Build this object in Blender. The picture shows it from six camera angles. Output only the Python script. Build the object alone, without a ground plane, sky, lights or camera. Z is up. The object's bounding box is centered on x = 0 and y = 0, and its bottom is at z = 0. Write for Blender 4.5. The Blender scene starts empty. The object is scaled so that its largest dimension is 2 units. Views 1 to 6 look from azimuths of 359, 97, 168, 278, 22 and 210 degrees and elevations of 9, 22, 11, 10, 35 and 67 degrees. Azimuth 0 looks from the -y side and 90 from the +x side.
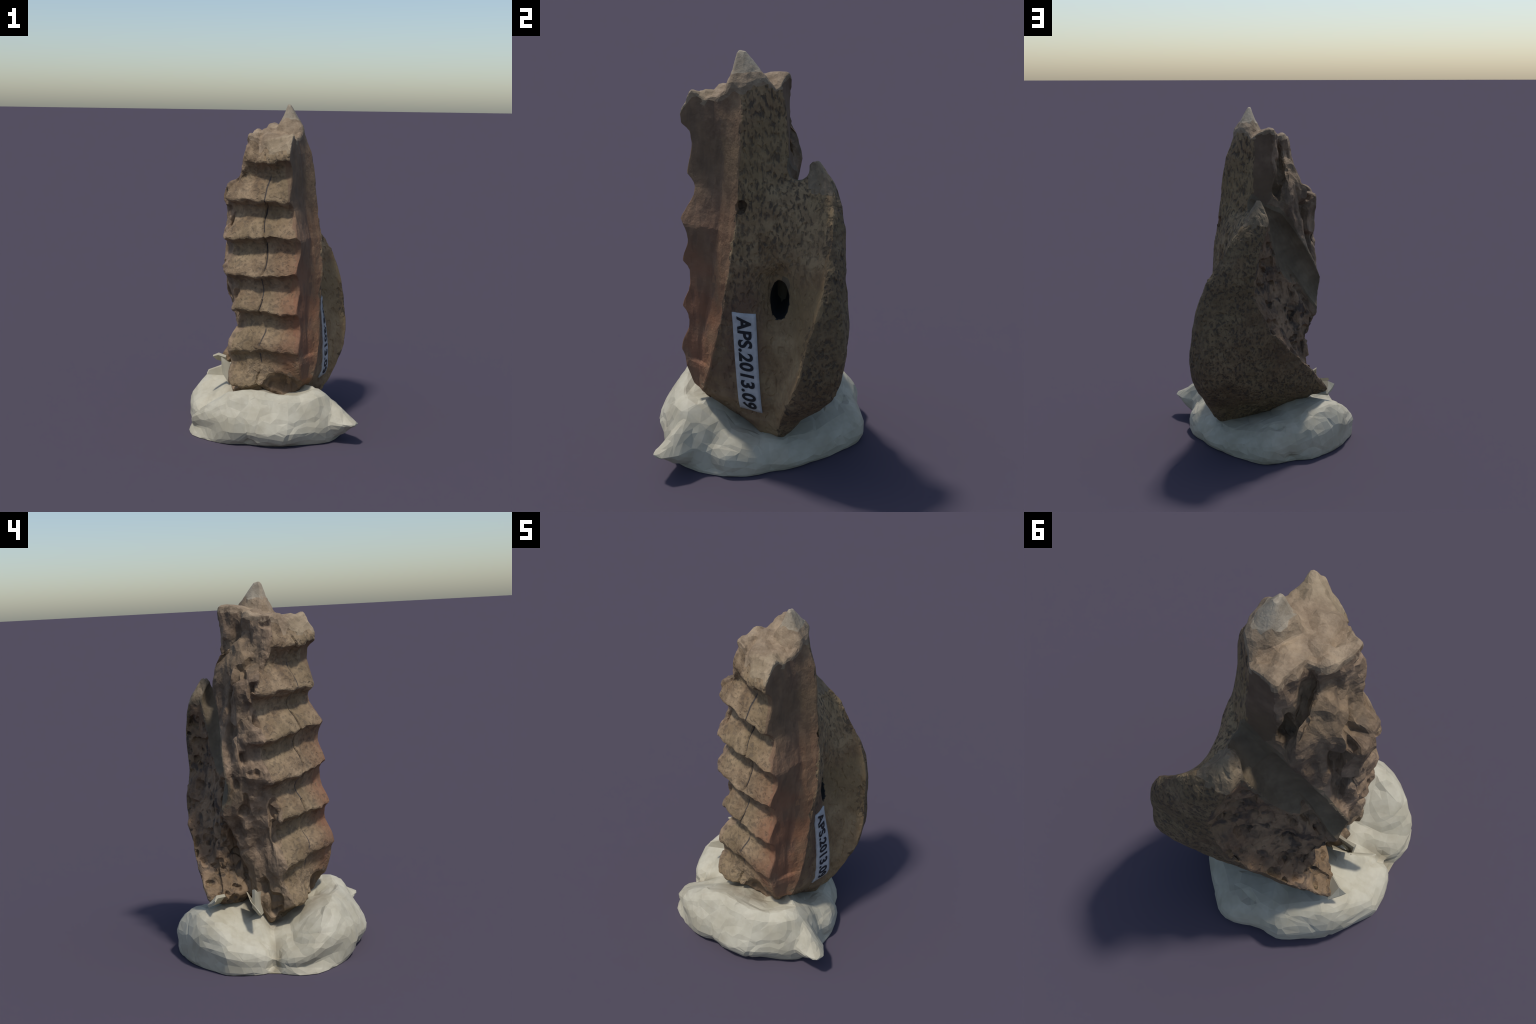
# Broken fossil bone with a ribbed front, standing in a lump of white putty.
import bpy, bmesh, math, random
import numpy as np
from mathutils import Vector
from mathutils.bvhtree import BVHTree
from mathutils.kdtree import KDTree

random.seed(7)
RNG = np.random.default_rng(7)

# ------------------------------------------------------------------ helpers
def vnoise(p, seed=0):
    """smooth value noise in -1..1 for an (n,3) array"""
    p = np.asarray(p, float)
    i = np.floor(p).astype(np.int64)
    f = p - i
    f = f * f * f * (f * (f * 6 - 15) + 10)
    def h(ix, iy, iz):
        n = (ix * 73856093) ^ (iy * 19349663) ^ (iz * 83492791) ^ (seed * 2654435761)
        n = (n ^ (n >> 13)) * 1274126177
        n = n & 0x7fffffff
        n = (n ^ (n >> 16)) * 668265263 & 0x7fffffff
        return (n % 100003) / 50001.5 - 1.0
    r = 0
    for dx in (0, 1):
        for dy in (0, 1):
            for dz in (0, 1):
                w = (f[:, 0] if dx else 1 - f[:, 0]) * (f[:, 1] if dy else 1 - f[:, 1]) * (f[:, 2] if dz else 1 - f[:, 2])
                r = r + w * h(i[:, 0] + dx, i[:, 1] + dy, i[:, 2] + dz)
    return r

def fbm(p, scale, octaves=3, seed=0, gain=0.5):
    s, a, t = 0, 1.0, 0
    for o in range(octaves):
        s = s + a * vnoise(np.asarray(p) * scale * 2 ** o + 17.3 * o, seed + o)
        t += a
        a *= gain
    return s / t

def smooth(a, b, x):
    t = np.clip((x - a) / (b - a), 0, 1)
    return t * t * (3 - 2 * t)

def new_mesh(name, verts, faces):
    me = bpy.data.meshes.new(name)
    me.from_pydata([tuple(v) for v in verts], [], [tuple(f) for f in faces])
    me.validate()
    me.update()
    return me

def face_out(me):
    bm = bmesh.new()
    bm.from_mesh(me)
    bmesh.ops.recalc_face_normals(bm, faces=bm.faces[:])
    bm.to_mesh(me)
    bm.free()
    return me

def add_object(name, me, parent=None):
    ob = bpy.data.objects.new(name, me)
    bpy.context.scene.collection.objects.link(ob)
    if parent:
        ob.parent = parent
    return ob

def evaluated_mesh(ob):
    dg = bpy.context.evaluated_depsgraph_get()
    me = bpy.data.meshes.new_from_object(ob.evaluated_get(dg))
    return me

def apply_mods(ob):
    me = evaluated_mesh(ob)
    old = ob.data
    ob.modifiers.clear()
    ob.data = me
    bpy.data.meshes.remove(old)

def co_array(me):
    a = np.empty(len(me.vertices) * 3)
    me.vertices.foreach_get('co', a)
    return a.reshape(-1, 3)

def no_array(me):
    a = np.empty(len(me.vertices) * 3)
    me.vertices.foreach_get('normal', a)
    return a.reshape(-1, 3)

def set_co(me, a):
    me.vertices.foreach_set('co', np.ascontiguousarray(a).ravel())
    me.update()

class Loft:
    """stack of landmark polygons: each corner travels through heights z"""
    def __init__(self, keys, levels):
        self.keys = keys
        self.z = np.array([l[0] for l in levels], float)
        o = np.argsort(self.z)
        self.z = self.z[o]
        self.P = np.array([levels[i][1:] for i in o], float)      # level, key, xy
    def corners(self, z):
        n = len(self.keys)
        return np.array([[np.interp(z, self.z, self.P[:, k, d]) for d in (0, 1)] for k in range(n)])
    def build(self, zs, counts, shape=None, top=None):
        rows, labels = [], []
        n = len(self.keys)
        for z in zs:
            c = self.corners(z)
            ring = []
            for k in range(n):
                a, b = c[k], c[(k + 1) % n]
                u = np.arange(counts[k]) / counts[k]
                seg = a[None] * (1 - u[:, None]) + b[None] * u[:, None]
                if shape is not None:
                    seg = shape(self.keys[k], u, z, seg)
                ring.append(seg)
                if z == zs[0]:
                    labels += [self.keys[k]] * counts[k]
            rows.append(np.column_stack([np.vstack(ring), np.full(sum(counts), z)]))
        m = sum(counts)
        V = np.vstack(rows)
        F = []
        for r in range(len(zs) - 1):
            for j in range(m):
                F.append((r * m + j, r * m + (j + 1) % m, (r + 1) * m + (j + 1) % m, (r + 1) * m + j))
        # caps: shrinking rings
        for end in (0, 1):
            base = rows[-1] if end else rows[0]
            prev = (len(zs) - 1) * m if end else 0
            ctr = base.mean(0)
            off = len(V)
            extra = []
            steps = 14
            for s in range(1, steps):
                extra.append(base + (ctr - base) * s / steps)
            for s in range(steps - 1):
                cur = off + s * m
                for j in range(m):
                    q = (prev + j, prev + (j + 1) % m, cur + (j + 1) % m, cur + j)
                    F.append(q if end else q[::-1])
                prev = cur
            V = np.vstack([V] + extra + [ctr[None]])
            tip = len(V) - 1
            for j in range(m):
                t = (prev + j, prev + (j + 1) % m, tip)
                F.append(t if end else t[::-1])
        if top is not None:
            V[:, 2] = np.minimum(V[:, 2], top(V[:, 0], V[:, 1]))
        return V, F

# ------------------------------------------------------------------ bone column
CREST_R = [1.672, 1.440, 1.220, 0.993, 0.771, 0.538, 0.345]
CREST_L = [1.655, 1.415, 1.188, 0.964, 0.751, 0.502, 0.270]
RIDGE_DEPTH = 0.066

#             R            C             E            B             N            I             I2           L
COLUMN = [
 (2.06, (.090, -.300), (.178, -.010), (.105, .160), (-.006, .190), (-.025, .07), (-.08, .04), (-.125, .00), (-.148, -.10)),
 (1.84, (.090, -.305), (.194, -.008), (.106, .168), (-.006, .195), (-.025, .07), (-.08, .04), (-.125, .00), (-.152, -.10)),
 (1.70, (.090, -.316), (.240, -.002), (.108, .190), (.000, .188), (-.035, .05), (-.08, .07), (-.140, .02), (-.162, -.10)),
 (1.64, (.090, -.310), (.252, -.008), (.110, .192), (.002, .185), (-.040, .07), (-.085, .20), (-.155, .07), (-.172, -.088)),
 (1.58, (.090, -.305), (.262, -.015), (.114, .192), (.004, .186), (-.040, .11), (-.085, .225), (-.19, .08), (-.200, -.065)),
 (1.52, (.090, -.298), (.270, -.020), (.118, .192), (.006, .187), (-.04, .15), (-.075, .215), (-.245, .08), (-.270, -.035)),
 (1.44, (.092, -.298), (.281, -.026), (.140, .198), (.030, .200), (-.02, .20), (-.08, .222), (-.285, .09), (-.300, -.02)),
 (1.38, (.105, -.298), (.288, -.030), (.160, .200), (.050, .200), (.00, .210), (-.095, .215), (-.278, .09), (-.296, -.02)),
 (1.20, (.152, -.350), (.318, -.052), (.220, .160), (.050, .180), (-.10, .19), (-.190, .195), (-.288, .10), (-.290, -.055)),
 (1.00, (.138, -.346), (.324, -.092), (.220, .120), (.000, .150), (-.15, .18), (-.290, .190), (-.308, .08), (-.291, -.072)),
 (0.90, (.142, -.350), (.316, -.112), (.210, .110), (.000, .150), (-.15, .18), (-.290, .205), (-.258, .05), (-.262, -.095)),
 (0.80, (.145, -.355), (.309, -.132), (.200, .100), (.000, .150), (-.15, .18), (-.265, .190), (-.228, .04), (-.236, -.118)),
 (0.70, (.150, -.366), (.307, -.158), (.200, .100), (.000, .150), (-.12, .17), (-.225, .160), (-.205, .02), (-.243, -.118)),
 (0.60, (.156, -.378), (.305, -.185), (.200, .100), (.000, .150), (-.09, .14), (-.172, .105), (-.190, .01), (-.250, -.118)),
 (0.46, (.163, -.372), (.289, -.225), (.200, .100), (.000, .150), (-.09, .13), (-.172, .085), (-.208, -.01), (-.256, -.118)),
 (0.36, (.182, -.315), (.261, -.265), (.200, .050), (.000, .120), (-.08, .11), (-.182, .078), (-.222, -.01), (-.255, -.15)),
 (0.30, (.150, -.290), (.220, -.210), (.200, .050), (.000, .120), (-.10, .12), (-.19, .07), (-.240, -.01), (-.262, -.175)),
 (0.25, (.110, -.270), (.180, -.160), (.180, .050), (.000, .110), (-.09, .11), (-.18, .07), (-.235, -.02), (-.250, -.185)),
 (0.20, (.060, -.210), (.150, -.120), (.150, .050), (.000, .100), (-.08, .10), (-.17, .06), (-.215, -.02), (-.210, -.145)),
 (0.10, (.050, -.100), (.120, -.080), (.120, .050), (.000, .080), (-.06, .08), (-.10, .05), (-.130, -.02), (-.120, -.090)),
]

def ridge_profile(t):
    return np.interp(t, [0, .03, .08, .16, .28, .42, .58, .75, .9, 1.0], [0, .20, .52, .82, .96, 1.0, .70, .34, .10, 0])

# key k names the wall that starts at landmark k: R->C is the side wall, L->R the ridged face
COL_WALLS = ['side_wall', 'pitted_face', 'smooth_back', 'broken_wall', 'broken_wall', 'broken_wall', 'broken_edge', 'ridged_face']

def ridge_inset(u, z):
    """how far the face is scooped in below each ridge; u = 0 at the left end, 1 at the right"""
    wob = 0.007 * math.sin(u * 5.0 + z * 9) + 0.004 * math.sin(u * 17 + z * 23) + 0.003 * math.sin(u * 41 + z * 31)
    cz = [l + (r - l) * u + wob for l, r in zip(CREST_L, CREST_R)]
    if z >= cz[0]:
        ins = 0.25 * float(smooth(0.0, .10, z - cz[0]))
    else:
        j = sum(1 for c in cz if c > z) - 1
        lo = cz[j + 1] if j + 1 < len(cz) else cz[j] - .2
        ins = float(ridge_profile((cz[j] - z) / (cz[j] - lo))) * (.55 if j == 5 else 1)
    w = 0.72 + 0.28 * min(1, 4 * u * (1 - u) * 2.2) + .38 * max(0, 1 - u / .25)
    return ins * w

SCOOP = np.array([.47, .88]) * RIDGE_DEPTH

def shape_col(key, u, z, seg):
    if key == 'ridged_face':
        inset = np.array([ridge_inset(float(q), z) for q in u])
        inset = inset * (1 + (float(np.interp(z, [1.1, 1.25, 1.42, 1.5], [1.15, 1.0, .9, .30])) - 1) * np.clip(1 - u / .3, 0, 1))
        seg = seg + inset[:, None] * SCOOP[None]
        crown = float(np.interp(z, [.3, .5, 1.1, 1.3, 1.6], [.017, .018, .021, .026, .020])) * np.sin(np.pi * np.clip(u, 0, 1)) ** .7 * (1 if z < 1.68 else max(0., 1 - (z - 1.68) / .08))
        seg = seg + crown[:, None] * np.array([-.50, -.86])[None]
    elif key == 'broken_edge':
        # the scoops run out through the left end, so the ridge ends stand free
        e = ridge_inset(0.0, z) * float(np.interp(z, [1.1, 1.25, 1.42, 1.5], [1.15, 1.0, .9, .30]))
        seg = seg + (u ** 1.6 * e)[:, None] * (SCOOP + np.array([.016, 0]))[None]
    elif key == 'side_wall':
        # u = 0 at R, 1 at C : trough shows on the front end, and a shallow hollow between
        e = ridge_inset(1.0, z)
        seg = seg + ((1 - u) ** 5 * e)[:, None] * SCOOP[None]
        k = 1 if z > .5 else .4
        wv = .04 * np.sin(z * 6.3) + .02 * np.sin(z * 17)
        bow = 0.022 * float(np.interp(z, [1.3, 1.65], [1, .2])) * np.sin(np.pi * u ** 1.5) * k + .008 * k * np.exp(-((u - .60 - wv) / .045) ** 2)
        seg = seg + bow[:, None] * np.array([-.80, .55])[None]
    elif key == 'pitted_face':
        bow = 0.012 * np.sin(np.pi * u)
        seg = seg + bow[:, None] * np.array([.9, .4])[None]
    return seg

def top_height(x, y):
    P = np.column_stack([x, y, 0 * x])
    # broken crown: a chamfer falls to the first ridge, knobs at the left, a leaning spike above the right wall
    h = 1.832 + .10 * np.minimum(y + .02, 0)
    ins = .617 * (x - .09) + .787 * (y + .31)
    slope = 1.742 + 1.45 * np.maximum(ins, 0)
    right = smooth(-.13, -.07, x)
    slope = slope - .10 * np.maximum(x - .03, 0)
    h = np.minimum(h, slope * right + 1.86 * (1 - right))
    h = h + 0.026 * fbm(P, 17, 2, 5)
    knob = 1.820 - 10 * ((x + .140) ** 2 + (y + .095) ** 2)
    knob2 = 1.848 - 10 * ((x + .03) ** 2 + (y - .00) ** 2)
    shelf = 1.880 - 5 * ((x - .02) ** 2 + .3 * (y - .15) ** 2)
    h = np.maximum(np.maximum(h, knob), np.maximum(knob2, shelf))
    h = np.minimum(h, 1.90)
    h = h - .03 * np.exp(-((x + .075) / .016) ** 2) * (y < -.03)
    # spike: thin along the right wall, steep in front, long slope behind
    dx, dy = x - .098, y + .010
    along = .25 * dx + .97 * dy
    cross = .97 * dx - .25 * dy
    sl = np.where(along > 0, 1.18 * np.maximum(along - .012, 0), 4.2 * np.maximum(-along - .018, 0))
    sc = np.where(cross > 0, 1.85 * np.maximum(cross - .008, 0), 3.0 * np.maximum(-cross - .008, 0))
    spike = 2.003 - np.sqrt(sl ** 2 + sc ** 2)
    spur = 1.900 - 1.4 * np.abs(x - .050 - .6 * (y + .03)) - 5.0 * np.maximum(-y - .03, 0) - .9 * np.maximum(y + .02, 0)
    return np.maximum(np.maximum(h, spike), spur)

zs = np.round(np.concatenate([np.arange(.10, 2.045, .0075)]), 4)
colft = Loft(COL_WALLS, COLUMN)
colV, colF = colft.build(list(zs), [22, 24, 14, 12, 10, 20, 16, 56], shape_col, top_height)

# ------------------------------------------------------------------ wing behind the column
WING_WALLS = ['pitted_face', 'pitted_dish', 'brow', 'dark_back', 'spongy_slope', 'inner', 'inner']
#              C             M            Fa            Fb            G             H             inner
WING = [
 (1.505, (.120, .305), (.118, .312), (.124, .322), (.112, .330), (.100, .328), (.096, .316), (.104, .306)),
 (1.455, (.125, .270), (.138, .290), (.152, .338), (.120, .362), (.082, .354), (.074, .308), (.090, .270)),
 (1.405, (.165, .160), (.165, .240), (.185, .360), (.138, .392), (.068, .378), (.058, .318), (.070, .230)),
 (1.380, (.265, -.01), (.195, .215), (.205, .368), (.142, .402), (.062, .387), (.050, .322), (.03, .15)),
 (1.300, (.293, -.035), (.240, .18), (.265, .398), (.180, .434), (.085, .418), (.034, .311), (.00, .12)),
 (1.200, (.310, -.050), (.270, .15), (.332, .398), (.240, .452), (.130, .442), (.000, .290), (-.06, .12)),
 (1.060, (.318, -.070), (.300, .13), (.414, .368), (.340, .446), (.160, .445), (-.033, .272), (-.12, .12)),
 (0.970, (.315, -.095), (.298, .09), (.450, .352), (.392, .440), (.160, .445), (-.100, .256), (-.17, .12)),
 (0.880, (.305, -.110), (.312, .055), (.476, .325), (.424, .438), (.120, .446), (-.162, .236), (-.20, .12)),
 (0.760, (.297, -.140), (.332, .040), (.496, .288), (.438, .450), (.060, .446), (-.245, .196), (-.20, .10)),
 (0.690, (.297, -.155), (.342, .038), (.503, .270), (.444, .454), (-.010, .430), (-.210, .225), (-.12, .10)),
 (0.620, (.296, -.172), (.352, .036), (.508, .252), (.448, .452), (-.080, .405), (-.192, .236), (-.08, .10)),
 (0.540, (.292, -.190), (.362, .036), (.509, .228), (.448, .440), (-.160, .375), (-.198, .242), (-.08, .08)),
 (0.440, (.278, -.215), (.372, .040), (.492, .192), (.434, .402), (-.240, .325), (-.235, .232), (-.09, .05)),
 (0.350, (.258, -.240), (.372, .042), (.454, .156), (.406, .340), (-.318, .290), (-.290, .200), (-.10, .00)),
 (0.310, (.240, -.225), (.352, .040), (.430, .140), (.380, .305), (-.275, .265), (-.230, .190), (-.10, .00)),
 (0.240, (.210, -.160), (.338, .00), (.398, .130), (.340, .232), (-.090, .205), (-.100, .130), (-.05, .00)),
 (0.160, (.190, -.050), (.310, .03), (.355, .120), (.280, .170), (.040, .150), (-.020, .100), (.00, .05)),
 (0.090, (.180, .020), (.260, .05), (.290, .110), (.220, .150), (.100, .130), (.050, .100), (.08, .07)),
]
def shape_wing(key, u, z, seg):
    if key == 'pitted_dish':
        sag = np.interp(z, [.25, .40, .60, .85, 1.05, 1.30, 1.45], [.012, .056, .080, .084, .056, .030, 0]) * np.sin(np.pi * u ** 1.05)
        seg = seg + sag[:, None] * np.array([-.88, .35])[None]
    elif key == 'pitted_face':
        seg = seg + (np.interp(z, [.3, .6, 1.2, 1.4], [0, .005, .005, 0]) * np.sin(np.pi * u))[:, None] * np.array([.95, .2])[None]
    elif key == 'brow':
        bul = np.interp(z, [.2, .4, .9, 1.2], [.02, .022, .018, .006]) * np.sin(np.pi * u)
        seg = seg + bul[:, None] * np.array([.85, .53])[None]
    elif key == 'spongy_slope':
        sag = np.interp(z, [.30, .42, .60, .85, 1.05, 1.25, 1.4], [.010, .050, .045, .032, .042, .034, 0]) * np.sin(np.pi * u)
        seg = seg + sag[:, None] * np.array([.60, -.72])[None]
    elif key == 'dark_back':
        bul = np.interp(z, [.2, .4, .7, .9, 1.2], [.006, .024, .016, .010, .003]) * np.sin(np.pi * u)
        seg = seg + bul[:, None] * np.array([.25, .97])[None]
    return seg
wft = Loft(WING_WALLS, WING)
wzs = list(np.round(np.arange(.09, 1.506, .0085), 4))
wV, wF = wft.build(wzs, [18, 24, 20, 30, 26, 14, 14], shape_wing)

V = np.vstack([colV, wV])
F = colF + [tuple(i + len(colV) for i in f) for f in wF]
src_labels_pts = []
for loft, zz in ((colft, zs[::2]), (wft, wzs[::2])):
    n = len(loft.keys)
    for z in zz:
        if loft is colft and z > 1.84:
            continue
        c = loft.corners(z)
        for k in range(n):
            for uu in (np.arange(9) + .5) / 9:
                seg = c[k] * (1 - uu) + c[(k + 1) % n] * uu
                src_labels_pts.append((seg[0], seg[1], z, 'edge_rim' if loft.keys[k] == 'side_wall' and uu > .66 else loft.keys[k]))

body = add_object('body_raw', face_out(new_mesh('body_raw', V, F)))
rm = body.modifiers.new('r', 'REMESH')
rm.mode = 'VOXEL'
rm.voxel_size = 0.0065
apply_mods(body)

# soft funnel that leads into the hole of the right wall
me = body.data
P = co_array(me); N = no_array(me)
fx = np.sqrt(((P[:, 1] - .134) / .080) ** 2 + ((P[:, 2] - .898) / .145) ** 2)
wall = smooth(.25, .55, N[:, 0]) * (P[:, 0] > .15)
P = P - N * (.075 * np.exp(-fx ** 2 * 1.1) * wall)[:, None]
set_co(me, P)

# ------------------------------------------------------------------ cutters
def tube(path, seg=28):
    pts = [(Vector(p[:3]), p[3]) for p in path]
    # dense resample
    dense = []
    for i in range(len(pts) - 1):
        for s in range(8):
            t = s / 8
            dense.append((pts[i][0].lerp(pts[i + 1][0], t), pts[i][1] * (1 - t) + pts[i + 1][1] * t))
    dense.append(pts[-1])
    VV, FF = [], []
    for i, (p, r) in enumerate(dense):
        a = dense[max(0, i - 1)][0]
        b = dense[min(len(dense) - 1, i + 1)][0]
        d = (b - a).normalized()
        x = d.cross(Vector((0, 0, 1))).normalized()
        y = d.cross(x).normalized()
        for j in range(seg):
            an = 2 * math.pi * j / seg
            VV.append(p + (x * math.cos(an) + y * math.sin(an)) * r)
    for i in range(len(dense) - 1):
        for j in range(seg):
            FF.append((i * seg + j, i * seg + (j + 1) % seg, (i + 1) * seg + (j + 1) % seg, (i + 1) * seg + j))
    FF.append(tuple(range(seg))[::-1])
    FF.append(tuple((len(dense) - 1) * seg + j for j in range(seg)))
    return VV, FF

SOCKET = [(.30, .210, 1.60, .040), (.20, .224, 1.51, .044), (.115, .236, 1.450, .048), (.00, .264, 1.365, .078),
          (-.132, .274, 1.142, .117), (-.222, .266, 1.02, .109), (-.30, .256, .918, .102), (-.42, .23, .78, .10)]
FORAMEN_C = Vector((.315, .140, .868))

def ellipsoid(c, rad, rot_y=0.0, rot_x=0.0):
    bm = bmesh.new()
    bmesh.ops.create_icosphere(bm, subdivisions=4, radius=1)
    from mathutils import Matrix
    M = Matrix.Translation(c) @ Matrix.Rotation(rot_y, 4, 'Y') @ Matrix.Rotation(rot_x, 4, 'X') @ Matrix.Diagonal((*rad, 1))
    bm.transform(M)
    me = bpy.data.meshes.new('cut')
    bm.to_mesh(me)
    bm.free()
    return me

cut_meshes = [new_mesh('cut', *tube(SOCKET))]
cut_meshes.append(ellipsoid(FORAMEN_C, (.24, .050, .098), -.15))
cut_meshes.append(ellipsoid(Vector((.300, -.020, 1.330)), (.05, .024, .030)))
cut_meshes.append(ellipsoid(Vector((-.055, .120, 1.74)), (.040, .085, .13), .0))       # cleft beside the smooth back
cut_meshes.append(ellipsoid(Vector((.060, -.330, .280)), (.140, .135, .108)))        # broken hollow under the ridges
cutters = []
for me in cut_meshes:
    c = add_object('cutter', face_out(me))
    cutters.append(c)
    b = body.modifiers.new('b', 'BOOLEAN')
    b.operation = 'DIFFERENCE'
    b.solver = 'MANIFOLD'
    b.object = c
print('pre', len(body.data.polygons))
apply_mods(body)
print('cut', len(body.data.polygons))
for c in cutters:
    bpy.data.objects.remove(c)
rm = body.modifiers.new('r', 'REMESH')
rm.mode = 'VOXEL'
rm.voxel_size = 0.0058
sm = body.modifiers.new('s', 'SMOOTH')
sm.factor = .5
sm.iterations = 1
apply_mods(body)

# ------------------------------------------------------------------ labels of regions
kd = KDTree(len(src_labels_pts))
for i, p in enumerate(src_labels_pts):
    kd.insert(Vector(p[:3]), i)
kd.balance()
sock_axis = []
for i in range(len(SOCKET) - 1):
    for s in range(10):
        t = s / 10
        sock_axis.append([SOCKET[i][k] * (1 - t) + SOCKET[i + 1][k] * t for k in range(4)])
sock_axis = np.array(sock_axis)

def region_names(P, N):
    out = []
    TH = top_height(P[:, 0], P[:, 1])
    wob = np.column_stack([fbm(P, 15, 3, 201), fbm(P, 15, 3, 202), fbm(P, 15, 3, 203)])
    Q = P + wob * (.065 * smooth(.20, .32, P[:, 1]) * smooth(.15, .30, P[:, 0]) + .020)[:, None]
    d = np.full(len(P), 9.0)
    for a in sock_axis:
        d = np.minimum(d, np.linalg.norm(P - a[None, :3], axis=1) - a[3])
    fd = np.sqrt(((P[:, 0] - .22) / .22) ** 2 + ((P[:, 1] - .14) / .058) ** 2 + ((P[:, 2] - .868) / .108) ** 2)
    for i in range(len(P)):
        x, y, z = P[i]
        nx, ny, nz = N[i]
        lab = src_labels_pts[kd.find(Vector(Q[i]))[1]][3]
        if lab == 'inner':
            lab = 'spongy_slope'
        if lab == 'broken_edge':
            lab = 'broken_wall'
        if lab == 'pitted_dish':
            lab = 'pitted_face'
        if lab == 'brow':
            lab = 'dark_back'
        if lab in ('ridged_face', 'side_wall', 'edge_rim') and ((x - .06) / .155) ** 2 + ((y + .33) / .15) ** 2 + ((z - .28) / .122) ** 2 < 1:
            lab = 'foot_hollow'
        if z > TH[i] - .018 and z > 1.70:
            lab = 'broken_top'
        if z > 1.915 and x > .02:
            lab = 'top_spike'
        if lab == 'smooth_back' and z < 1.42:
            lab = 'socket'
        if d[i] < .012:
            lab = 'socket'
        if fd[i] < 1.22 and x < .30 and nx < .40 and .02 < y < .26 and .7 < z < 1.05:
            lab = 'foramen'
        if lab in ('spongy_slope', 'dark_back', 'pitted_face') and z > 1.36 and y > .285:
            lab = 'spur'
        out.append(lab)
    return out

# ------------------------------------------------------------------ surface relief by region
me = body.data
P = co_array(me)
N = no_array(me)
labs = np.array(region_names(P, N))
disp = 0.006 * fbm(P, 7, 2, 3)
rough_amt = {'broken_wall': 1.0, 'foot_hollow': .8, 'broken_top': .55, 'spongy_slope': .55, 'dark_back': .35, 'spur': .35,
             'pitted_face': .12, 'side_wall': .20, 'edge_rim': .25, 'ridged_face': .34, 'smooth_back': .10, 'socket': .05,
             'foramen': .05, 'top_spike': .20}
amt = np.array([rough_amt[l] for l in labs])
# soften the amount across region borders
me_edges = np.empty(len(me.edges) * 2, np.int64)
me.edges.foreach_get('vertices', me_edges)
me_edges = me_edges.reshape(-1, 2)
deg = np.bincount(me_edges.ravel(), minlength=len(P)).astype(float)
def relax(v, it):
    for _ in range(it):
        s = np.bincount(me_edges[:, 0], v[me_edges[:, 1]], len(P)) + np.bincount(me_edges[:, 1], v[me_edges[:, 0]], len(P))
        v = .5 * v + .5 * s / np.maximum(deg, 1)
    return v
amt = relax(amt, 6)
n0 = fbm(P * np.array([1, 1, .40]), 12, 2, 31)            # long upright folds of the break
n1 = fbm(P * np.array([1, 1, .7]), 24, 2, 11)
n2 = fbm(P, 60, 2, 23)
near_s = np.full(len(P), 9.0)
for a in sock_axis:
    near_s = np.minimum(near_s, np.linalg.norm(P - a[None, :3], axis=1) - a[3])
amt = amt * (.25 + .75 * smooth(.0, .05, near_s))
disp += amt * (.036 * n0 + .009 * n1 + .002 * n2)
broken = relax((labs == 'broken_wall').astype(float), 30) ** 2 * smooth(1.80, 1.70, P[:, 2])
broken *= smooth(.005, .06, near_s)
cav = fbm(P * np.array([1, 1, .55]), 13, 2, 91)
disp -= broken * .045 * smooth(.10, .45, cav)
# pits in the spongy and pitted walls
pit = fbm(P * np.array([1, 1, .55]), 46, 2, 41)
pitw = relax(np.isin(labs, ['pitted_face', 'dark_back', 'spongy_slope', 'spur']).astype(float), 6)
big = np.isin(labs, ['spongy_slope'])
disp -= pitw * .004 * smooth(.18, .42, pit)
bigpit = fbm(P, 21, 2, 57)
disp -= relax(big.astype(float), 8) * .020 * smooth(.12, .42, bigpit)
# long crack down the ribbed face
def crack_u(z):
    return .012 * np.sin(z * 13) + .008 * np.sin(z * 31 + 1)
u_face = P[:, 0] * .84 - P[:, 1] * .54
cu = u_face - (.070 + crack_u(P[:, 2]))
on = np.isin(labs, ['ridged_face'])
disp -= on * .012 * np.exp(-(cu / .006) ** 2) * smooth(-.10, .05, vnoise(np.column_stack([P[:, 2] * 9, 0 * cu, 0 * cu]), 3))
set_co(me, P + N * disp[:, None])

dc = body.modifiers.new('d', 'DECIMATE')
dc.ratio = min(1.0, 30000 / (2 * len(me.polygons)))
apply_mods(body)

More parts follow.
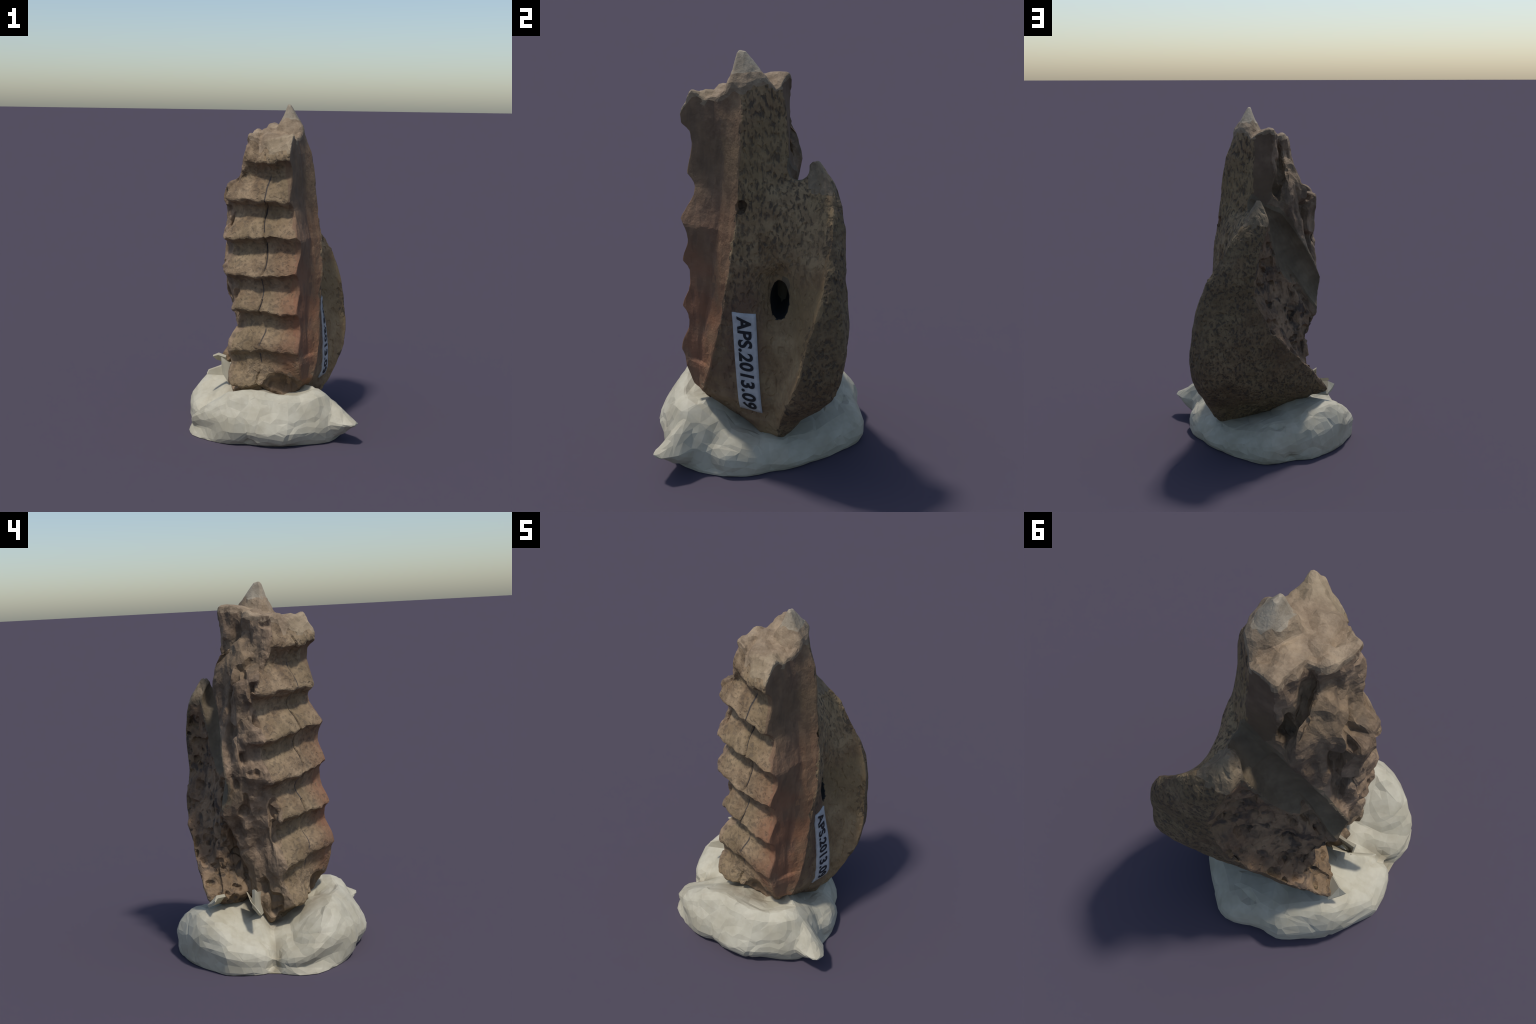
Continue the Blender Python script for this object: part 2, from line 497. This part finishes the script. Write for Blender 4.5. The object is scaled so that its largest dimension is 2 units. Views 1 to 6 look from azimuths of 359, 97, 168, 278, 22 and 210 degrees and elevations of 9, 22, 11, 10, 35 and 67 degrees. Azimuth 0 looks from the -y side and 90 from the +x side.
# ------------------------------------------------------------------ materials
class NT:
    def __init__(self, name):
        self.m = bpy.data.materials.new(name)
        self.m.use_nodes = True
        self.t = self.m.node_tree
        self.t.nodes.clear()
        self.out = self.t.nodes.new('ShaderNodeOutputMaterial')
        self.bsdf = self.t.nodes.new('ShaderNodeBsdfPrincipled')
        self.t.links.new(self.bsdf.outputs[0], self.out.inputs[0])
        self.co = self.t.nodes.new('ShaderNodeTexCoord').outputs['Object']
    def link(self, a, b):
        self.t.links.new(a, b)
    def val(self, sock, v):
        if hasattr(v, 'is_output'):
            self.link(v, sock)
        else:
            sock.default_value = (*v, 1) if isinstance(v, tuple) and len(v) == 3 else v
    def mapping(self, scale=(1, 1, 1), loc=(0, 0, 0), rot=(0, 0, 0)):
        n = self.t.nodes.new('ShaderNodeMapping')
        n.inputs['Scale'].default_value = scale
        n.inputs['Location'].default_value = loc
        n.inputs['Rotation'].default_value = rot
        self.link(self.co, n.inputs[0])
        return n.outputs[0]
    def noise(self, scale, detail=3, rough=.55, vec=None, dist=0):
        n = self.t.nodes.new('ShaderNodeTexNoise')
        n.inputs['Scale'].default_value = scale
        n.inputs['Detail'].default_value = detail
        n.inputs['Roughness'].default_value = rough
        n.inputs['Distortion'].default_value = dist
        self.link(vec or self.co, n.inputs['Vector'])
        return n.outputs['Fac']
    def voronoi(self, scale, vec=None, feature='F1', rand=1.0):
        n = self.t.nodes.new('ShaderNodeTexVoronoi')
        n.feature = feature
        n.inputs['Scale'].default_value = scale
        n.inputs['Randomness'].default_value = rand
        self.link(vec or self.co, n.inputs['Vector'])
        return n.outputs['Distance']
    def ramp(self, fac, a, b):
        n = self.t.nodes.new('ShaderNodeMapRange')
        n.interpolation_type = 'SMOOTHSTEP'
        self.link(fac, n.inputs['Value'])
        n.inputs['From Min'].default_value = a
        n.inputs['From Max'].default_value = b
        return n.outputs[0]
    def math(self, op, a, b=0.0):
        n = self.t.nodes.new('ShaderNodeMath')
        n.operation = op
        self.val(n.inputs[0], a)
        self.val(n.inputs[1], b)
        return n.outputs[0]
    def mix(self, fac, a, b):
        n = self.t.nodes.new('ShaderNodeMix')
        n.data_type = 'RGBA'
        self.val(n.inputs[0], fac)
        for s, v in ((n.inputs[6], a), (n.inputs[7], b)):
            if hasattr(v, 'is_output'):
                self.link(v, s)
            else:
                s.default_value = (*v, 1)
        return n.outputs[2]
    def xyz(self):
        n = self.t.nodes.new('ShaderNodeSeparateXYZ')
        self.link(self.co, n.inputs[0])
        return n.outputs
    def bump(self, h, strength, dist):
        n = self.t.nodes.new('ShaderNodeBump')
        n.inputs['Strength'].default_value = strength
        n.inputs['Distance'].default_value = dist
        self.link(h, n.inputs['Height'])
        self.link(n.outputs[0], self.bsdf.inputs['Normal'])
    def done(self, col, rough=.85):
        self.val(self.bsdf.inputs['Base Color'], col)
        self.val(self.bsdf.inputs['Roughness'], rough)
        self.bsdf.inputs['Specular IOR Level'].default_value = .25
        return self.m

def bone_material(name, base, light, dark, red=None, pits=0.0, pit_scale=34, pit_stretch=.5, pit_col=(.050, .040, .033),
                  grain=.5, crack=False, red_amt=1.0, low_calm=False, red_front=False):
    warm = lambda c: (c[0] * 1.03, c[1] * .985, c[2] * .93)
    base, light, dark = warm(base), warm(light), warm(dark)
    n = NT(name)
    big = n.ramp(n.noise(5.5, 3), .38, .64)
    mid = n.ramp(n.noise(17, 4, .6), .36, .66)
    fine = n.ramp(n.noise(62, 4, .65), .30, .72)
    col = n.mix(big, base, light)
    col = n.mix(n.math('MULTIPLY', mid, .55), col, dark)
    col = n.mix(n.math('MULTIPLY', n.math('SUBTRACT', fine, .35), grain), col, light)
    hue = n.ramp(n.noise(3.3, 2, .5, n.mapping((1, 1, 1), (3.1, 1.7, .4))), .42, .62)
    col = n.mix(n.math('MULTIPLY', hue, .35), col, tuple(c * k for c, k in zip(light, (.70, .74, .66))))
    if red:
        z = n.xyz()[2]
        x = n.xyz()[0]
        if red_front:      # warm stain along the front half of the side
            low = n.ramp(z, 1.15, .75)
            right = n.ramp(n.xyz()[1], .10, .00)
        else:
            low = n.ramp(z, 1.55, .75)
            right = n.ramp(x, -.02, .12)
        patch = n.ramp(n.noise(4.2, 3), .36, .60)
        f = n.math('MULTIPLY', n.math('MULTIPLY', low, right), n.math('ADD', n.math('MULTIPLY', patch, .6), .4))
        col = n.mix(n.math('MULTIPLY', f, red_amt), col, red)
    h = n.noise(55, 5, .65)
    if pits:
        v = n.mapping((1, 1, pit_stretch))
        pn = n.noise(pit_scale, 2, .5, v, .4)
        pm = n.ramp(pn, .48, .68)
        pv = n.ramp(n.voronoi(pit_scale * .8, v), .42, .08)
        pm = n.math('MAXIMUM', pm, n.math('MULTIPLY', pv, .8))
        gate = n.ramp(n.noise(6, 2), .30, .55)
        if low_calm:       # spongy towards the top, worn smooth below and behind the hole
            gate = n.math('MULTIPLY', n.ramp(n.math('SUBTRACT', n.xyz()[2], n.math('MULTIPLY', n.xyz()[1], .9)), .55, 1.15), n.math('ADD', n.math('MULTIPLY', gate, .4), .6))
            gate = n.math('SUBTRACT', n.math('MULTIPLY', gate, 1.45), .45)
        pm = n.math('MULTIPLY', n.math('MULTIPLY', pm, pits), n.math('ADD', n.math('MULTIPLY', gate, .6), .4))
        col = n.mix(pm, col, pit_col)
        h = n.math('SUBTRACT', n.math('MULTIPLY', h, .6), pm)
    if crack:
        s = n.xyz()
        u = n.math('SUBTRACT', n.math('MULTIPLY', s[0], .84), n.math('MULTIPLY', s[1], .54))
        z = s[2]
        w1 = n.math('MULTIPLY', n.math('SINE', n.math('MULTIPLY', z, 13.0)), .012)
        w2 = n.math('MULTIPLY', n.math('SINE', n.math('ADD', n.math('MULTIPLY', z, 31.0), 1.0)), .008)
        c = n.math('SUBTRACT', u, n.math('ADD', n.math('ADD', w1, w2), .070))
        m = n.ramp(n.math('ABSOLUTE', c), .0055, .0025)
        gate = n.ramp(n.noise(7, 1), .40, .50)
        col = n.mix(n.math('MULTIPLY', n.math('MULTIPLY', m, gate), .85), col, (.03, .028, .032))
    n.bump(h, .7 if pits else .5, .009 if pits else .006)
    return n.done(col, .72)

MATS = {
 'ridged_face': bone_material('bone_ribbed', (.172, .118, .070), (.300, .224, .142), (.090, .062, .038), red=(.225, .108, .058), pits=.42, pit_scale=38, pit_stretch=1, crack=True, red_amt=.75),
 'edge_rim': bone_material('bone_edge_rim', (.200, .130, .078), (.28, .192, .116), (.125, .078, .050), red=(.285, .128, .063), pits=.15, red_amt=.9),
 'side_wall': bone_material('bone_red_wall', (.165, .110, .072), (.235, .160, .104), (.112, .072, .048), red=(.225, .106, .058), pits=.25, pit_stretch=.25, pit_scale=26),
 'pitted_face': bone_material('bone_pitted', (.235, .158, .084), (.325, .238, .136), (.158, .10, .055), pits=.80, pit_scale=58, pit_stretch=.5, low_calm=True, red=(.135, .078, .05), red_front=True),
 'smooth_back': bone_material('bone_smooth', (.135, .092, .060), (.185, .13, .088), (.092, .062, .042), grain=.25),
 'socket': bone_material('bone_socket', (.142, .114, .076), (.20, .160, .108), (.098, .077, .052), grain=.25, pits=.15, pit_scale=16),
 'broken_wall': bone_material('bone_broken_wall', (.180, .127, .083), (.30, .218, .148), (.085, .06, .042), pits=.45, pit_scale=22, pit_stretch=.6),
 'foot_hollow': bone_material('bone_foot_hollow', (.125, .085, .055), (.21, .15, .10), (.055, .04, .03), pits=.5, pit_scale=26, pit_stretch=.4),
 'broken_top': bone_material('bone_broken_top', (.25, .19, .128), (.36, .287, .20), (.155, .112, .074), pits=.1),
 'top_spike': bone_material('bone_spike', (.27, .235, .175), (.37, .33, .26), (.20, .16, .11)),
 'dark_back': bone_material('bone_dark_back', (.155, .104, .058), (.23, .168, .098), (.084, .057, .035), pits=.75, pit_scale=58, pit_stretch=.7),  # base darkened part way toward the shade on the rear side
 'spongy_slope': bone_material('bone_spongy', (.18, .118, .072), (.27, .188, .118), (.11, .072, .048), pits=.9, pit_scale=22, pit_stretch=.8),
 'spur': bone_material('bone_spur', (.19, .145, .095), (.28, .22, .15), (.13, .095, .062), pits=.3),
 'foramen': bone_material('bone_foramen', (.025, .026, .028), (.035, .036, .036), (.018, .019, .021), grain=.1),  # near-black paint deepens the shadow inside the hole
}

def putty_material():
    n = NT('white_putty')
    a = n.ramp(n.noise(6, 4, .6), .35, .65)
    b = n.ramp(n.noise(22, 4, .6), .4, .75)
    col = n.mix(a, (.405, .368, .272), (.49, .455, .352))
    col = n.mix(n.math('MULTIPLY', b, .35), col, (.36, .315, .24))
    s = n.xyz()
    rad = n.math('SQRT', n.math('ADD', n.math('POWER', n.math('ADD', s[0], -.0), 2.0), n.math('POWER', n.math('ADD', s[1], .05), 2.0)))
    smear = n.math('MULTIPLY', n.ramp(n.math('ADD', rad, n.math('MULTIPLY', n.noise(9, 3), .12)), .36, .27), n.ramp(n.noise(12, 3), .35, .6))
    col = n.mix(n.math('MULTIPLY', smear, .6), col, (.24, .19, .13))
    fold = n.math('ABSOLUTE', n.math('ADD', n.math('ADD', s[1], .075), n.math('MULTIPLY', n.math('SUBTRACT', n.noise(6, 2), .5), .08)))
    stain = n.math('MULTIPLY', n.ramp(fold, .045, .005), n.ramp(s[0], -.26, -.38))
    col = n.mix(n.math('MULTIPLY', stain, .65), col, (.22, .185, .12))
    dirt = n.ramp(n.noise(30, 2, .5), .72, .80)
    col = n.mix(n.math('MULTIPLY', dirt, .4), col, (.25, .22, .18))
    n.bump(n.noise(40, 4), .15, .004)
    n.bsdf.inputs['Subsurface Weight'].default_value = 0.0
    return n.done(col, .55)
PUTTY = putty_material()

# ------------------------------------------------------------------ split the bone into its parts
bone = bpy.data.objects.new('fossil_bone', None)
bpy.context.scene.collection.objects.link(bone)
bone['label'] = 'broken brown fossil bone with stepped ridges and a side hole'
bone['category'] = 'fossil bone'

me = body.data
P = co_array(me)
nf = len(me.polygons)
ctr = np.empty(nf * 3); me.polygons.foreach_get('center', ctr); ctr = ctr.reshape(-1, 3)
fno = np.empty(nf * 3); me.polygons.foreach_get('normal', fno); fno = fno.reshape(-1, 3)
flab = np.array(region_names(ctr, fno))
faces = [tuple(p.vertices) for p in me.polygons]
# majority filter so that borders run clean
edge_map = {}
for i, f in enumerate(faces):
    for a, b in zip(f, f[1:] + f[:1]):
        edge_map.setdefault((min(a, b), max(a, b)), []).append(i)
nb = [[] for _ in range(nf)]
for k, v in edge_map.items():
    if len(v) == 2:
        nb[v[0]].append(v[1]); nb[v[1]].append(v[0])
for _ in range(3):
    new = flab.copy()
    for i in range(nf):
        l = [flab[j] for j in nb[i]]
        for c in set(l):
            if c != flab[i] and l.count(c) >= 2:
                new[i] = c
    flab = new

def submesh(name, idx):
    used = sorted({v for i in idx for v in faces[i]})
    remap = {v: k for k, v in enumerate(used)}
    return new_mesh(name, P[used], [tuple(remap[v] for v in faces[i]) for i in idx])

PART_NAME = {'pitted_face': 'pitted_wall', 'dark_back': 'rear_wall', 'smooth_back': 'smooth_wall'}
for lab in sorted(set(flab)):
    idx = np.nonzero(flab == lab)[0]
    if lab == 'ridged_face':
        face = bpy.data.objects.new('ridged_face', None)
        bpy.context.scene.collection.objects.link(face)
        face.parent = bone
        uu = np.clip((ctr[idx, 0] + .28) / .42, 0, 1)
        band = np.zeros(len(idx), int)
        for i, u in enumerate(uu):
            cz = [l + (r - l) * u for l, r in zip(CREST_L, CREST_R)]
            low = [c - .075 for c in cz]
            band[i] = sum(1 for c in low if ctr[idx[i], 2] < c)
        for b in sorted(set(band)):
            ii = idx[band == b]
            m = submesh('ridge', ii)
            m.materials.append(MATS[lab])
            add_object('ridge', m, face)
        continue
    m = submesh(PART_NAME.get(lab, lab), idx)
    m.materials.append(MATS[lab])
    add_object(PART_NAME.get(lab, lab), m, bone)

bvh = BVHTree.FromPolygons([Vector(p) for p in P], faces)
bpy.data.objects.remove(body)

# ------------------------------------------------------------------ paper label with its number
def surf(x0, y, z):
    h = bvh.ray_cast(Vector((.8, y, z)), Vector((-1, 0, 0)))
    return h[0] if h[0] else Vector((x0, y, z))
TL = surf(.36, -.082, .818)
TR = surf(.36, .032, .812)
BL = surf(.33, -.066, .303)
BR = surf(.36, .050, .300)
lab_n = ((TR - TL).cross(BL - TL)).normalized()
if lab_n.x < 0:
    lab_n = -lab_n
corners = {'TL': TL, 'TR': TR, 'BL': BL, 'BR': BR}
def on_label(s, t, lift):
    """s 0..1 across, t 0..1 downward; hugs the bone"""
    p = TL.lerp(TR, s).lerp(BL.lerp(BR, s), t)
    return p + lab_n * lift
# lift until the sheet clears the bone nearly everywhere
gap = []
for s in np.linspace(0, 1, 7):
    for t in np.linspace(0, 1, 15):
        q = on_label(s, t, 0)
        h = bvh.ray_cast(q + lab_n * .2, -lab_n)
        gap.append(((h[0] - q).dot(lab_n)) if h[0] else 0)
SN, TN = 8, 24
gaps = {}
def bone_gap(s, t):
    q = on_label(s, t, 0)
    h = bvh.ray_cast(q + lab_n * .2, -lab_n)
    return (h[0] - q).dot(lab_n) if h[0] else 0.0
G = np.array([[bone_gap(i / SN, j / TN) for j in range(TN + 1)] for i in range(SN + 1)])
for i in range(SN + 1):
    for j in range(TN + 1):
        G[i, j] = max(bone_gap(min(max((i + a) / SN, 0), 1), min(max((j + b) / TN, 0), 1)) for a in (-.5, 0, .5) for b in (-.5, 0, .5))
G = np.clip(G, -.03, .03)
for _ in range(3):
    Gp = np.pad(G, 1, mode='edge')
    G2 = (Gp[:-2, 1:-1] + Gp[2:, 1:-1] + Gp[1:-1, :-2] + Gp[1:-1, 2:]) / 4
    G = np.maximum(G * .8 + G2 * .2, np.minimum(G, G2))
def lift_at(s, t):
    i, j = np.clip(s * SN, 0, SN - 1e-6), np.clip(t * TN, 0, TN - 1e-6)
    a, b = int(i), int(j)
    u, v = i - a, j - b
    return (G[a, b] * (1 - u) + G[a + 1, b] * u) * (1 - v) + (G[a, b + 1] * (1 - u) + G[a + 1, b + 1] * u) * v
LV, LF = [], []
for layer in (0.006, -.006):
    for i in range(SN + 1):
        for j in range(TN + 1):
            LV.append(on_label(i / SN, j / TN, G[i, j] + layer))
st = (SN + 1) * (TN + 1)
def vid(i, j, l): return l * st + i * (TN + 1) + j
for i in range(SN):
    for j in range(TN):
        LF.append((vid(i, j, 0), vid(i, j + 1, 0), vid(i + 1, j + 1, 0), vid(i + 1, j, 0)))
        LF.append((vid(i, j, 1), vid(i + 1, j, 1), vid(i + 1, j + 1, 1), vid(i, j + 1, 1)))
for i in range(SN):
    LF.append((vid(i, 0, 0), vid(i + 1, 0, 0), vid(i + 1, 0, 1), vid(i, 0, 1)))
    LF.append((vid(i, TN, 0), vid(i, TN, 1), vid(i + 1, TN, 1), vid(i + 1, TN, 0)))
for j in range(TN):
    LF.append((vid(0, j, 0), vid(0, j, 1), vid(0, j + 1, 1), vid(0, j + 1, 0)))
    LF.append((vid(SN, j, 0), vid(SN, j + 1, 0), vid(SN, j + 1, 1), vid(SN, j, 1)))
lm = new_mesh('paper_label', LV, LF)
pm = NT('label_paper')
c = pm.mix(pm.ramp(pm.noise(30, 3), .35, .7), (.39, .385, .385), (.48, .475, .47))
lm.materials.append(pm.done(c, .6))
label = add_object('paper_label', lm, bone)
for p in lm.polygons:
    p.use_smooth = True

cu = bpy.data.curves.new('txt', 'FONT')
cu.body = 'APS.2013.09'
cu.size = 1.0
cu.offset = .034
cu.resolution_u = 6
cu.space_character = 1.05
tob = add_object('txt', cu)
tm = evaluated_mesh(tob)
bpy.data.objects.remove(tob)
bm = bmesh.new()
bm.from_mesh(tm)
bmesh.ops.triangulate(bm, faces=bm.faces[:])
for _ in range(2):
    long_e = [e for e in bm.edges if e.calc_length() > .10]
    bmesh.ops.subdivide_edges(bm, edges=long_e, cuts=1)
    bmesh.ops.triangulate(bm, faces=bm.faces[:])
xs = [v.co.x for v in bm.verts]; ys = [v.co.y for v in bm.verts]
x0, x1, y0, y1 = min(xs), max(xs), min(ys), max(ys)
for v in bm.verts:
    t = .030 + .945 * (v.co.x - x0) / (x1 - x0)
    s = .17 + .62 * (v.co.y - y0) / (y1 - y0)
    v.co = on_label(s, t, lift_at(s, t) + .0078)
bm.to_mesh(tm)
bm.free()
tm.name = 'number'
ink = NT('label_ink')
tm.materials.clear()
tm.materials.append(ink.done((.018, .018, .022), .6))
for p in tm.polygons:
    p.material_index = 0
add_object('number', tm, label)

# ------------------------------------------------------------------ putty base
PUT = bpy.data.objects.new('putty_base', None)
bpy.context.scene.collection.objects.link(PUT)
PUT['label'] = 'squashed lump of off-white modelling putty used as stand'
PUT['category'] = 'modelling putty'

OUT = [(.478, -.14), (.416, -.335), (.365, -.405), (.20, -.455), (.037, -.484), (-.144, -.452), (-.285, -.443), (-.415, -.366),
       (-.49, -.295), (-.51, -.20), (-.468, -.07), (-.512, .08), (-.508, .18), (-.456, .25), (-.362, .373), (-.25, .456),
       (-.165, .505), (-.07, .496), (.08, .53), (.135, .517), (.232, .413), (.328, .28), (.421, .083), (.457, .02)]
oth = np.array([math.atan2(y, x) for x, y in OUT]); orr = np.array([math.hypot(x, y) for x, y in OUT])
o = np.argsort(oth); oth, orr = oth[o], orr[o]
def r_base(th):
    return np.interp(th, oth, orr, period=2 * math.pi)
def tab(deg_vals):
    d = np.array(sorted(deg_vals)); 
    return lambda th: np.interp(np.degrees(th), d[:, 0], d[:, 1], period=360)
H_crest = tab([(-170, .10), (-155, .125), (-142, .21), (-128, .290), (-112, .315), (-95, .312), (-80, .290), (-66, .285), (-55, .310), (-44, .310), (-32, .25), (-18, .185),
               (0, .160), (20, .150), (45, .160), (70, .180), (88, .205), (102, .215), (112, .270), (132, .305), (148, .250), (165, .172), (178, .150), (186, .12)])
H_in = tab([(-165, .16), (-150, .18), (-130, .225), (-100, .265), (-80, .23), (-70, .22), (-50, .28), (-40, .28), (-20, .19), (0, .16), (45, .165), (90, .20), (120, .285), (140, .285), (160, .22), (176, .24), (186, .17)])
R_bulge = tab([(-170, .95), (-150, .90), (-130, .985), (-115, 1.09), (-90, 1.11), (-75, 1.10), (-60, 1.06), (-40, 1.0), (-15, 1.0), (10, 1.03), (40, 1.035), (70, 1.02), (95, 1.01), (120, 1.02), (150, 1.0), (175, .98)])
NTH = 220
rows = []
ths = np.linspace(-math.pi, math.pi, NTH, endpoint=False)
for th in ths:
    rb, hc, hi, bl = r_base(th), float(H_crest(th)), float(H_in(th)), float(R_bulge(th))
    col = []
    zt = [0, .10, .28, .50, .72, .90, 1.0]
    box = float(np.interp(np.degrees(th), [-170, -140, -60, -40, -20, 80, 105, 160, 180, 190], [.0, .8, 1.4, .4, 0, .2, 1, 1, .4, 0], period=360))
    rt = [.985, (1 + bl) / 2, bl, .5 + .5 * bl - .02 + .025 * box, .93 + .035 * box, .84 + .055 * box, .72 + .07 * box]
    steep = 1.0
    for q in np.linspace(0, 1, 18):
        col.append((float(np.interp(q, zt, rt)) * rb, q * hc))
    for q in np.linspace(.08, 1, 14):
        rr = rt[-1] + (.05 - rt[-1]) * q
        col.append((rr * rb, hc + (hi - hc) * min(1, q * 2.2)))
    rows.append([(r * math.cos(th), r * math.sin(th), z) for r, z in col])
K = len(rows[0])
PV = np.array(rows).reshape(-1, 3)
PF = []
for i in range(NTH):
    for k in range(K - 1):
        a, b = i * K + k, ((i + 1) % NTH) * K + k
        PF.append((a, b, b + 1, a + 1))
PF.append(tuple(i * K for i in range(NTH))[::-1])
PF.append(tuple(i * K + K - 1 for i in range(NTH)))
# pinched tip at the front right: a fin from the bone foot out to the point
def fin():
    VV, FF = [], []
    path = [(.20, -.20, .31, .10, .31), (.26, -.255, .315, .10, .31), (.33, -.315, .275, .10, .27), (.40, -.365, .225, .085, .20), (.46, -.410, .180, .070, .10), (.49, -.437, .155, .052, .045), (.512, -.456, .140, .030, .018)]
    seg = 12
    d = Vector((.76, -.60, 0)).normalized()
    x = Vector((d.y, -d.x, 0))
    for (px, py, pz, w, dp) in path:
        for j in range(seg):
            an = 2 * math.pi * j / seg
            cx, sx = math.cos(an), math.sin(an)
            wz = dp * .5
            VV.append(Vector((px, py, pz - wz)) + x * (w * cx * (1 - .45 * max(0, sx))) + Vector((0, 0, wz * sx)))
    for i in range(len(path) - 1):
        for j in range(seg):
            FF.append((i * seg + j, i * seg + (j + 1) % seg, (i + 1) * seg + (j + 1) % seg, (i + 1) * seg + j))
    FF.append(tuple(range(seg))[::-1])
    FF.append(tuple((len(path) - 1) * seg + j for j in range(seg)))
    return VV, FF
fV, fF = fin()
off = len(PV)
allV = [tuple(v) for v in PV] + [tuple(v) for v in fV]
allF = PF + [tuple(i + off for i in f) for f in fF]
pbody = add_object('putty_raw', new_mesh('putty_raw', allV, allF))
bmx = bmesh.new(); bmx.from_mesh(pbody.data); bmesh.ops.recalc_face_normals(bmx, faces=bmx.faces[:]); bmx.to_mesh(pbody.data); bmx.free()
r = pbody.modifiers.new('r', 'REMESH'); r.mode = 'VOXEL'; r.voxel_size = .011
s = pbody.modifiers.new('s', 'SMOOTH'); s.factor = .5; s.iterations = 4
apply_mods(pbody)
me = pbody.data
P = co_array(me); N = no_array(me)
th = np.arctan2(P[:, 1], P[:, 0])
rr = np.hypot(P[:, 0], P[:, 1])
d = .014 * fbm(P, 4.5, 2, 71) + .005 * fbm(P, 13, 2, 77)
crease = vnoise(P * np.array([4.2, 4.2, 2.6]) + 9.1, 5)
d -= .0045 * np.exp(-(crease / .09) ** 2)
crease = vnoise(P * np.array([7.5, 7.5, 4.0]) + 3.3, 9)
d -= .0025 * np.exp(-(crease / .10) ** 2)
def seam(p0, p1, w, depth):
    a, b = np.array(p0), np.array(p1)
    t = np.clip(((P - a) @ (b - a)) / ((b - a) @ (b - a)), 0, 1)
    q = a + t[:, None] * (b - a)
    q = q + .012 * np.column_stack([np.sin(t * 7), np.cos(t * 6), 0 * t])
    dist = np.linalg.norm(P - q, axis=1)
    return -depth * np.exp(-(dist / w) ** 2)
d += seam((-.47, -.075, 0), (-.33, -.05, .27), .030, .030)       # fold between the two lobes at the left
d += seam((-.05, .50, .0), (.03, .42, .20), .028, .026)          # fold at the back
d += seam((.45, -.20, .0), (.42, -.20, .20), .05, .022)
d += seam((-.09, -.47, .0), (-.14, -.46, .045), .03, .02)
d += seam((-.30, -.30, .27), (-.10, -.34, .24), .02, .010)
P2 = P + N * (d * smooth(-.005, .03, P[:, 2]))[:, None]
P2[:, 2] = np.maximum(P2[:, 2], 0)
P2[P[:, 2] < .006, 2] = 0
set_co(me, P2)
dc = pbody.modifiers.new('d', 'DECIMATE')
dc.ratio = min(1, 2500 / (2 * len(me.polygons)))
apply_mods(pbody)
pbody.name = 'putty_lump'
pbody.data.name = 'putty_lump'
pbody.data.materials.clear()
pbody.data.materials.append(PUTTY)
for p in pbody.data.polygons:
    p.material_index = 0
    p.use_smooth = False
pbody.parent = PUT

# torn flakes of putty pulled up against the bone
def flake(pts, thick):
    bm = bmesh.new()
    n = len(pts)
    c = [Vector(p) for p in pts]
    nrm = (c[1] - c[0]).cross(c[2] - c[0]).normalized()
    up = [bm.verts.new(p + nrm * thick * (.4 + .6 * random.random())) for p in c]
    dn = [bm.verts.new(p - nrm * thick * (.4 + .6 * random.random())) for p in c]
    bm.faces.new(up)
    bm.faces.new(dn[::-1])
    for i in range(n):
        j = (i + 1) % n
        bm.faces.new((up[i], dn[i], dn[j], up[j]))
    bmesh.ops.triangulate(bm, faces=bm.faces[:])
    m = bpy.data.meshes.new('putty_flake')
    bm.to_mesh(m)
    bm.free()
    m.materials.append(PUTTY)
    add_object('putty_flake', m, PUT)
flake([(-.20, .06, .30), (-.30, .04, .285), (-.395, .000, .300), (-.385, .020, .322), (-.32, .055, .335), (-.22, .09, .36)], .008)
flake([(-.23, .24, .31), (-.31, .29, .31), (-.345, .26, .335), (-.366, .241, .355), (-.33, .235, .37), (-.28, .20, .36)], .010)
flake([(-.19, .0, .25), (-.26, .02, .24), (-.30, .05, .30), (-.305, .04, .40), (-.26, .03, .37), (-.21, .02, .36)], .012)
